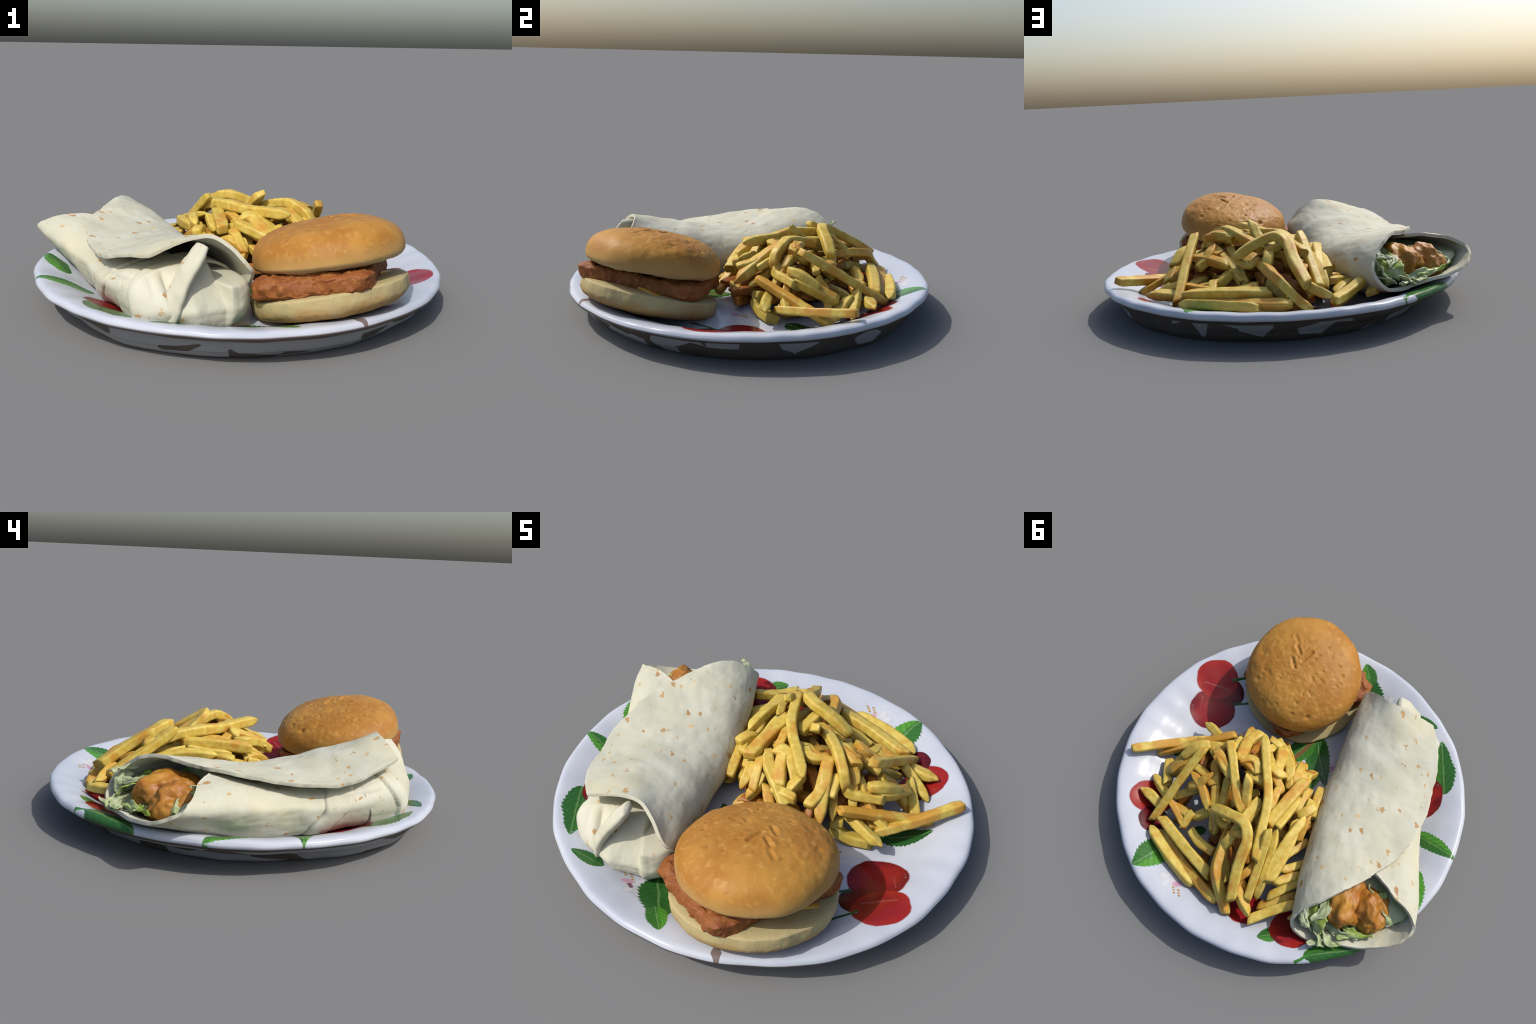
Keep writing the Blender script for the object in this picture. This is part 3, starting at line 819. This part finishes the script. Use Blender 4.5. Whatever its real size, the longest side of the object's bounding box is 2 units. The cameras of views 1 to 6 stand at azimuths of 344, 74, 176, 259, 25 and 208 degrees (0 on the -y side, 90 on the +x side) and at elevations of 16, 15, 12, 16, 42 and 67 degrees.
def lay_fries():
    # long single ones at the edge of the heap
    fry((.894, .286, .210), (.740, .135, .172), (.575, -.012, .140), drop=0, w=.052)
    fry((.785, .202, .118), (.600, .065, .190), (.411, -.077, .262), drop=0)
    fry((.630, -.095, .160), (.540, -.060, .175), (.420, .000, .190), drop=0, w=.056)
    fry((.477, .140, .406), (.528, .350, .280), (.571, .570, .142), drop=0, w=.048)
    fry((.560, .612, .152), (.365, .705, .156), (.160, .775, .145), drop=0, w=.060)
    fry((.524, .541, .180), (.310, .625, .195), (.110, .690, .198), drop=.005, w=.056)
    fry((.500, .595, .140), (.270, .700, .150), (.010, .790, .160), drop=0, w=.056)
    fry((.460, .590, .100), (.260, .680, .105), (.060, .760, .110), drop=0, w=.056)
    # the ones on top of the heap
    fry((.395, .020, .310), (.378, .034, .378), (.335, .085, .420), (.283, .148, .432), (.176, .286, .387), (.092, .345, .345), w=.052)
    fry((.232, -.100, .419), (.155, .020, .412), (.088, .118, .405), (.021, .228, .412), (-.030, .380, .395), (-.079, .535, .360), w=.054)
    fry((.270, .385, .330), (.165, .392, .395), (.056, .406, .436), (.000, .480, .410), (-.018, .600, .345), (-.066, .760, .250), w=.058)
    fry((-.083, -.008, .340), (-.060, .160, .358), (-.036, .330, .360), w=.060)
    fry((-.101, .090, .316), (-.094, .197, .322), (-.085, .320, .345))
    fry((-.147, .200, .300), (-.182, .347, .290), (-.190, .580, .270), w=.056)
    fry((-.070, .372, .440), (-.095, .485, .360), (-.131, .705, .216), w=.046)
    fry((-.092, .328, .350), (-.134, .462, .310), (-.156, .570, .280), (-.166, .672, .205), w=.042)
    fry((-.160, .060, .281), (-.190, .184, .280), (-.205, .288, .230), w=.050)
    fry((-.165, -.055, .215), (-.183, .050, .240), (-.205, .145, .250))
    fry((-.245, .245, .180), (-.209, .321, .185), (-.165, .430, .210), w=.052)
    fry((.165, .180, .478), (.140, .245, .415), (.100, .330, .350), w=.050)
    fry((.402, .138, .405), (.329, .164, .408), (.250, .210, .395), w=.056)
    fry((.463, -.014, .190), (.406, .089, .345), (.385, .135, .372), w=.046)
    fry((.410, .141, .372), (.316, .295, .300), (.231, .470, .205), w=.050)
    fry((.290, .200, .345), (.254, .325, .283), (.220, .485, .200), w=.042)
    fry((.489, .261, .318), (.397, .307, .308), (.297, .395, .290), w=.050)
    fry((.495, .222, .305), (.401, .243, .325), (.337, .272, .325))
    fry((.556, .424, .215), (.463, .476, .200), (.372, .536, .200), w=.040)
    fry((.722, .444, .178), (.642, .460, .176), (.560, .486, .170), w=.054)
    fry((.725, .330, .132), (.636, .384, .178), (.550, .427, .220))
    fry((.703, .206, .125), (.665, .275, .141), (.605, .362, .200), w=.050)
    fry((.118, .478, .365), (.075, .462, .380), (.030, .448, .394), w=.044)
    fry((.150, .430, .300), (.115, .550, .300), (.095, .640, .288), (.060, .695, .262), (-.020, .770, .180), (-.070, .815, .150), w=.052)
    fry((-.050, .672, .255), (-.108, .719, .215), (-.180, .762, .190), w=.050)
    fry((-.188, .786, .178), (-.265, .690, .186), (-.370, .585, .220), w=.050)
    fry((-.213, .624, .165), (-.264, .551, .180), (-.330, .460, .187))
    fry((-.188, .685, .124), (-.259, .616, .140), (-.340, .530, .160))
    fry((-.210, .555, .213), (-.255, .493, .203), (-.325, .410, .175))
    fry((-.205, .478, .220), (-.256, .419, .200), (-.310, .350, .165))
    fry((.287, -.145, .300), (.305, -.060, .330), (.275, .080, .400), w=.054)
    fry((.126, -.106, .322), (.093, -.032, .352), (.060, .075, .390), w=.060)
    fry((.090, -.085, .305), (.018, .005, .345), (-.035, .085, .325))
    fry((.219, -.137, .305), (.160, -.125, .303), (.090, -.112, .285))
    fry((.172, -.226, .122), (.110, -.155, .185), (.034, -.066, .258), drop=0, w=.050)
    fry((.267, .094, .395), (.224, .062, .400), (.185, .070, .398), (.150, .118, .388), w=.050)
    fry((.210, .136, .372), (.150, .129, .372), (.088, .129, .370), w=.056)
    fry((.398, -.100, .232), (.361, -.021, .262), (.330, .050, .330))
    fry((.049, .235, .366), (.059, .296, .358), (.068, .372, .358))
    fry((.020, .098, .355), (.009, .178, .363), (-.009, .254, .357))
    fry((-.006, -.120, .245), (-.024, -.023, .312), (-.035, .045, .321))
    fry((-.105, .000, .249), (-.120, .097, .268), (-.136, .205, .257))
    fry((.390, .530, .195), (.389, .460, .213), (.372, .432, .220))
    fry((.375, .468, .195), (.331, .422, .227), (.280, .375, .255), w=.052)
    fry((.545, .403, .165), (.488, .353, .193), (.432, .300, .210))
    fry((.345, .520, .180), (.268, .554, .188), (.155, .572, .215), w=.052)
    fry((-.033, .620, .260), (-.078, .655, .221), (-.088, .690, .175))
    fry((.655, .238, .110), (.573, .245, .220), (.505, .212, .285))
    fry((.625, .022, .165), (.540, .040, .215), (.430, .110, .330), w=.040)
    fry((.065, .287, .320), (.000, .346, .315), (-.007, .506, .300))
    fry((.137, .005, .336), (.060, .077, .366), (-.015, .124, .337))
    fry((-.385, .668, .165), (-.420, .620, .180), w=.050)
    fry((-.079, .535, .297), (-.066, .590, .295), (-.040, .645, .262))
    # the south and east flanks
    fry((-.010, .040, .360), (.040, -.040, .345), (.115, -.105, .310), (.190, -.165, .262), w=.054)
    fry((.021, .055, .375), (.083, .047, .388), (.142, .000, .350), (.206, -.070, .285), w=.052)
    fry((.166, -.116, .300), (.181, -.078, .325), (.200, -.030, .347))
    fry((.352, -.170, .245), (.325, -.070, .310), (.295, .030, .375), (.274, .111, .400), w=.056)
    fry((.357, -.054, .312), (.350, .000, .338), (.348, .055, .362))
    fry((.384, .038, .338), (.419, .030, .295), (.477, .052, .285), (.575, .095, .268), w=.050)
    fry((.490, .075, .330), (.551, .121, .318), (.600, .200, .262), w=.050)
    fry((.505, .090, .295), (.576, .150, .265), (.625, .290, .190), w=.056)
    fry((.300, .190, .408), (.356, .150, .408), (.410, .110, .390), w=.060)
    fry((.130, .124, .385), (.197, .093, .388), (.260, .080, .380), w=.056)
    fry((.376, .224, .370), (.412, .290, .315), (.467, .330, .270), w=.052)
    fry((.404, -.058, .200), (.408, -.066, .150), (.458, -.062, .112), (.585, -.034, .104), w=.058)
    fry((-.195, .092, .304), (-.172, .144, .310), (-.138, .187, .305), w=.056)
    fry((-.088, .020, .285), (-.052, -.037, .290), (-.013, -.088, .262))
    fry((-.025, -.125, .205), (.005, -.085, .250), (.009, -.030, .295))
    fry((.435, .068, .328), (.401, .106, .365), (.372, .142, .372))
    fry((-.075, -.105, .215), (-.068, -.058, .250), (-.085, .010, .275), w=.050)
    fry((.183, -.130, .190), (.242, -.150, .185), (.300, -.130, .180))
    fry((.247, .362, .305), (.198, .421, .290), (.140, .428, .325))
    fry((.075, .230, .375), (.095, .470, .355), (.120, .550, .275), w=.052)
    fry((.529, .441, .180), (.450, .450, .196), (.360, .466, .215))
    fry((-.185, .180, .330), (-.165, .360, .330), (-.150, .560, .270), w=.048)

HEAP_PTS = None
def heap(x, y):
    d = np.hypot(HEAP_PTS[:, 0] - x, HEAP_PTS[:, 1] - y)
    w = np.exp(-(d / 0.08) ** 2) + 1e-5 / (d + 0.05) ** 2
    return float(w @ HEAP_PTS[:, 2] / w.sum())

def fry_mesh(path, w, sd, thick=None):
    L = np.linalg.norm(np.diff(path, axis=0), axis=1).sum()
    n = max(14, int(L / 0.016))
    sp = spline(path, n)
    c = sp.mean(axis=0)
    tan = np.gradient(sp, axis=0); tan /= np.linalg.norm(tan, axis=1, keepdims=True)
    r = random.Random(sd)
    tw0, tw1 = r.uniform(-0.35, 0.35), r.uniform(-0.4, 0.4)
    hw, hh = w / 2 * r.uniform(0.90, 1.08), (thick or w) / 2 * r.uniform(0.80, 0.98)
    t0, t1 = r.choice((0.3, 0.75, 0.9)), r.choice((0.45, 0.8, 0.95))
    sl0, sl1 = r.uniform(-0.6, 0.6), r.uniform(-0.6, 0.6)
    m = 24
    a = np.linspace(0, 2 * np.pi, m, endpoint=False)
    k = (np.abs(np.cos(a)) ** 9 + np.abs(np.sin(a)) ** 9) ** (-1 / 9)
    cx, cy = np.cos(a) * k, np.sin(a) * k
    verts = []
    up = np.array([0, 0, 1.0])
    for i in range(n):
        t = i / (n - 1)
        x = np.cross(up, tan[i])
        if np.linalg.norm(x) < 0.2: x = np.array([1.0, 0, 0])
        x /= np.linalg.norm(x); y = np.cross(tan[i], x)
        tw = tw0 + tw1 * t
        X, Y = x * math.cos(tw) + y * math.sin(tw), y * math.cos(tw) - x * math.sin(tw)
        de = min(t, 1 - t) * L
        tap = (t0 if t < .5 else t1)
        s = tap + (1 - tap) * min(1.0, de / 0.05) ** 0.6
        s *= 1.0 if 0 < i < n - 1 else 0.94
        wob = 1 + 0.05 * noise.noise(Vector((t * L * 14, sd * 1.7, 0)))
        for j in range(m):
            q = sp[i] + X * cx[j] * hw * s * wob + Y * cy[j] * hh * s * wob
            sl = sl0 if t < .5 else sl1
            q = q + tan[i] * sl * cx[j] * hw * max(0, 1 - de / 0.04)
            d = 0.0018 * nz(q, 22, sd, 2)
            verts.append(q + (X * cx[j] + Y * cy[j]) * d - c)
    for i0, sg in ((0, -1), (n - 1, 1)):      # flat cut ends with a soft edge
        ring = [np.array(v) for v in verts[i0 * m:(i0 + 1) * m]] if sg < 0 else [np.array(v) for v in verts[i0 * m:(i0 + 1) * m]]
        mid = sum(ring) / m
        new = [mid + (v - mid) * 0.82 + tan[i0] * sg * 0.003 for v in ring]
        verts = new + verts if sg < 0 else verts + new
        if sg < 0: n += 1; tan = np.vstack([tan[:1], tan])
    n += 1
    sp = np.array([sum(verts[:m]) / m + c, sum(verts[-m:]) / m + c])
    f = grid_faces(n, m, wrap_v=True)
    e = len(verts)
    verts += [sp[0] - c - tan[0] * 0.001, sp[-1] - c + tan[-1] * 0.001]
    for j in range(m):
        f.append((e, (j + 1) % m, j)); f.append((e + 1, (n - 1) * m + j, (n - 1) * m + (j + 1) % m))
    me = mesh_from("french_fry", verts, f)
    return me, c

def fry_material():
    k = NT("fried_potato")
    geo = k.n("NewGeometry")
    pos = geo.outputs["Position"]
    rnd = k.n("ObjectInfo").outputs["Random"]
    a = k.noise(9, 3, co=pos)
    yellow = k.mix(k.step(k.noise(30, 3, co=pos), 0.35, 0.68), (0.475, 0.335, 0.052), (0.56, 0.43, 0.098))
    v = k.math('ADD', a, k.math('MULTIPLY', k.math('SUBTRACT', rnd, 0.5), 0.22))
    col = k.mix(k.math('MULTIPLY', k.step(v, 0.45, 0.66), 0.80), yellow, (0.45, 0.205, 0.024))
    # fried brown edges and tips
    pt = k.step(geo.outputs["Pointiness"], 0.56, 0.66)
    col = k.mix(k.math('MULTIPLY', k.math('MULTIPLY', pt, k.step(k.noise(18, 2, co=pos), 0.42, 0.62)), 0.40), col, (0.46, 0.22, 0.03))
    col = k.mix(k.math('MULTIPLY', k.step(k.noise(40, 2, co=pos), 0.72, 0.80), 0.5), col, (0.30, 0.10, 0.02))
    k.bump(k.noise(55, 3, co=pos), 0.25, 0.006)
    return k.out(col, 0.5, 0.35)

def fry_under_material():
    k = NT("darkened_fried_potato")
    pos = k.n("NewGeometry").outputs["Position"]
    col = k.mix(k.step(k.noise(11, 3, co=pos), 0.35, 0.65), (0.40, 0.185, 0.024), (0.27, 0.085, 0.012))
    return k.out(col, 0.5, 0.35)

def build_fries():
    global HEAP_PTS
    lay_fries()
    root = empty("french_fries", (0.15, 0.28, 0.06), "heap of golden thin-cut french fries", "fries")
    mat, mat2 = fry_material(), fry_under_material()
    HEAP_PTS = np.vstack([spline(p, 5) for p, w in FRIES])
    for i, (p, w) in enumerate(FRIES):
        me, c = fry_mesh(p, w, i)
        o = new_obj("french_fry", me, None, (mat,))
        o.location = c
        o.parent = root; o.matrix_parent_inverse = Matrix.Translation(root.location).inverted()
    # the buried layers, following the same heap at lower levels
    r = random.Random(5)
    made, tries = 0, 0
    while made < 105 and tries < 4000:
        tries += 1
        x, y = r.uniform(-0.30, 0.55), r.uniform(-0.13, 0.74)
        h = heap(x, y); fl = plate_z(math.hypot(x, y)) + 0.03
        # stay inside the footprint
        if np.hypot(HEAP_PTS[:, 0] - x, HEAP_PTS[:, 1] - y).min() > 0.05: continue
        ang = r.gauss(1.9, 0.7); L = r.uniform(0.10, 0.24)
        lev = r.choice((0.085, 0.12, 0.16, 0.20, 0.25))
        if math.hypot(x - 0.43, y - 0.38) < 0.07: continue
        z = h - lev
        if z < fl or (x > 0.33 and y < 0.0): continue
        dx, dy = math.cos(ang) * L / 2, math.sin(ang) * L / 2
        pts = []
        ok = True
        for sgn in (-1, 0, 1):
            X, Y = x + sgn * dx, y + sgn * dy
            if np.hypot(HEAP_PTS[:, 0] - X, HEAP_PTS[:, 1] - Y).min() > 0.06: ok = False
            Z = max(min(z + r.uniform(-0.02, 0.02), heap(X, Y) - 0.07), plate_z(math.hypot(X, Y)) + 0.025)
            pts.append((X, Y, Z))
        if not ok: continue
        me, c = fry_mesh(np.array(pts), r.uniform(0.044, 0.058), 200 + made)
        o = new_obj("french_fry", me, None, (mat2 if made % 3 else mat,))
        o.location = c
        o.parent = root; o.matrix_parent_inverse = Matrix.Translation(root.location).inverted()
        made += 1
    return root

build_plate()
build_burger()
build_wrap()
build_fries()
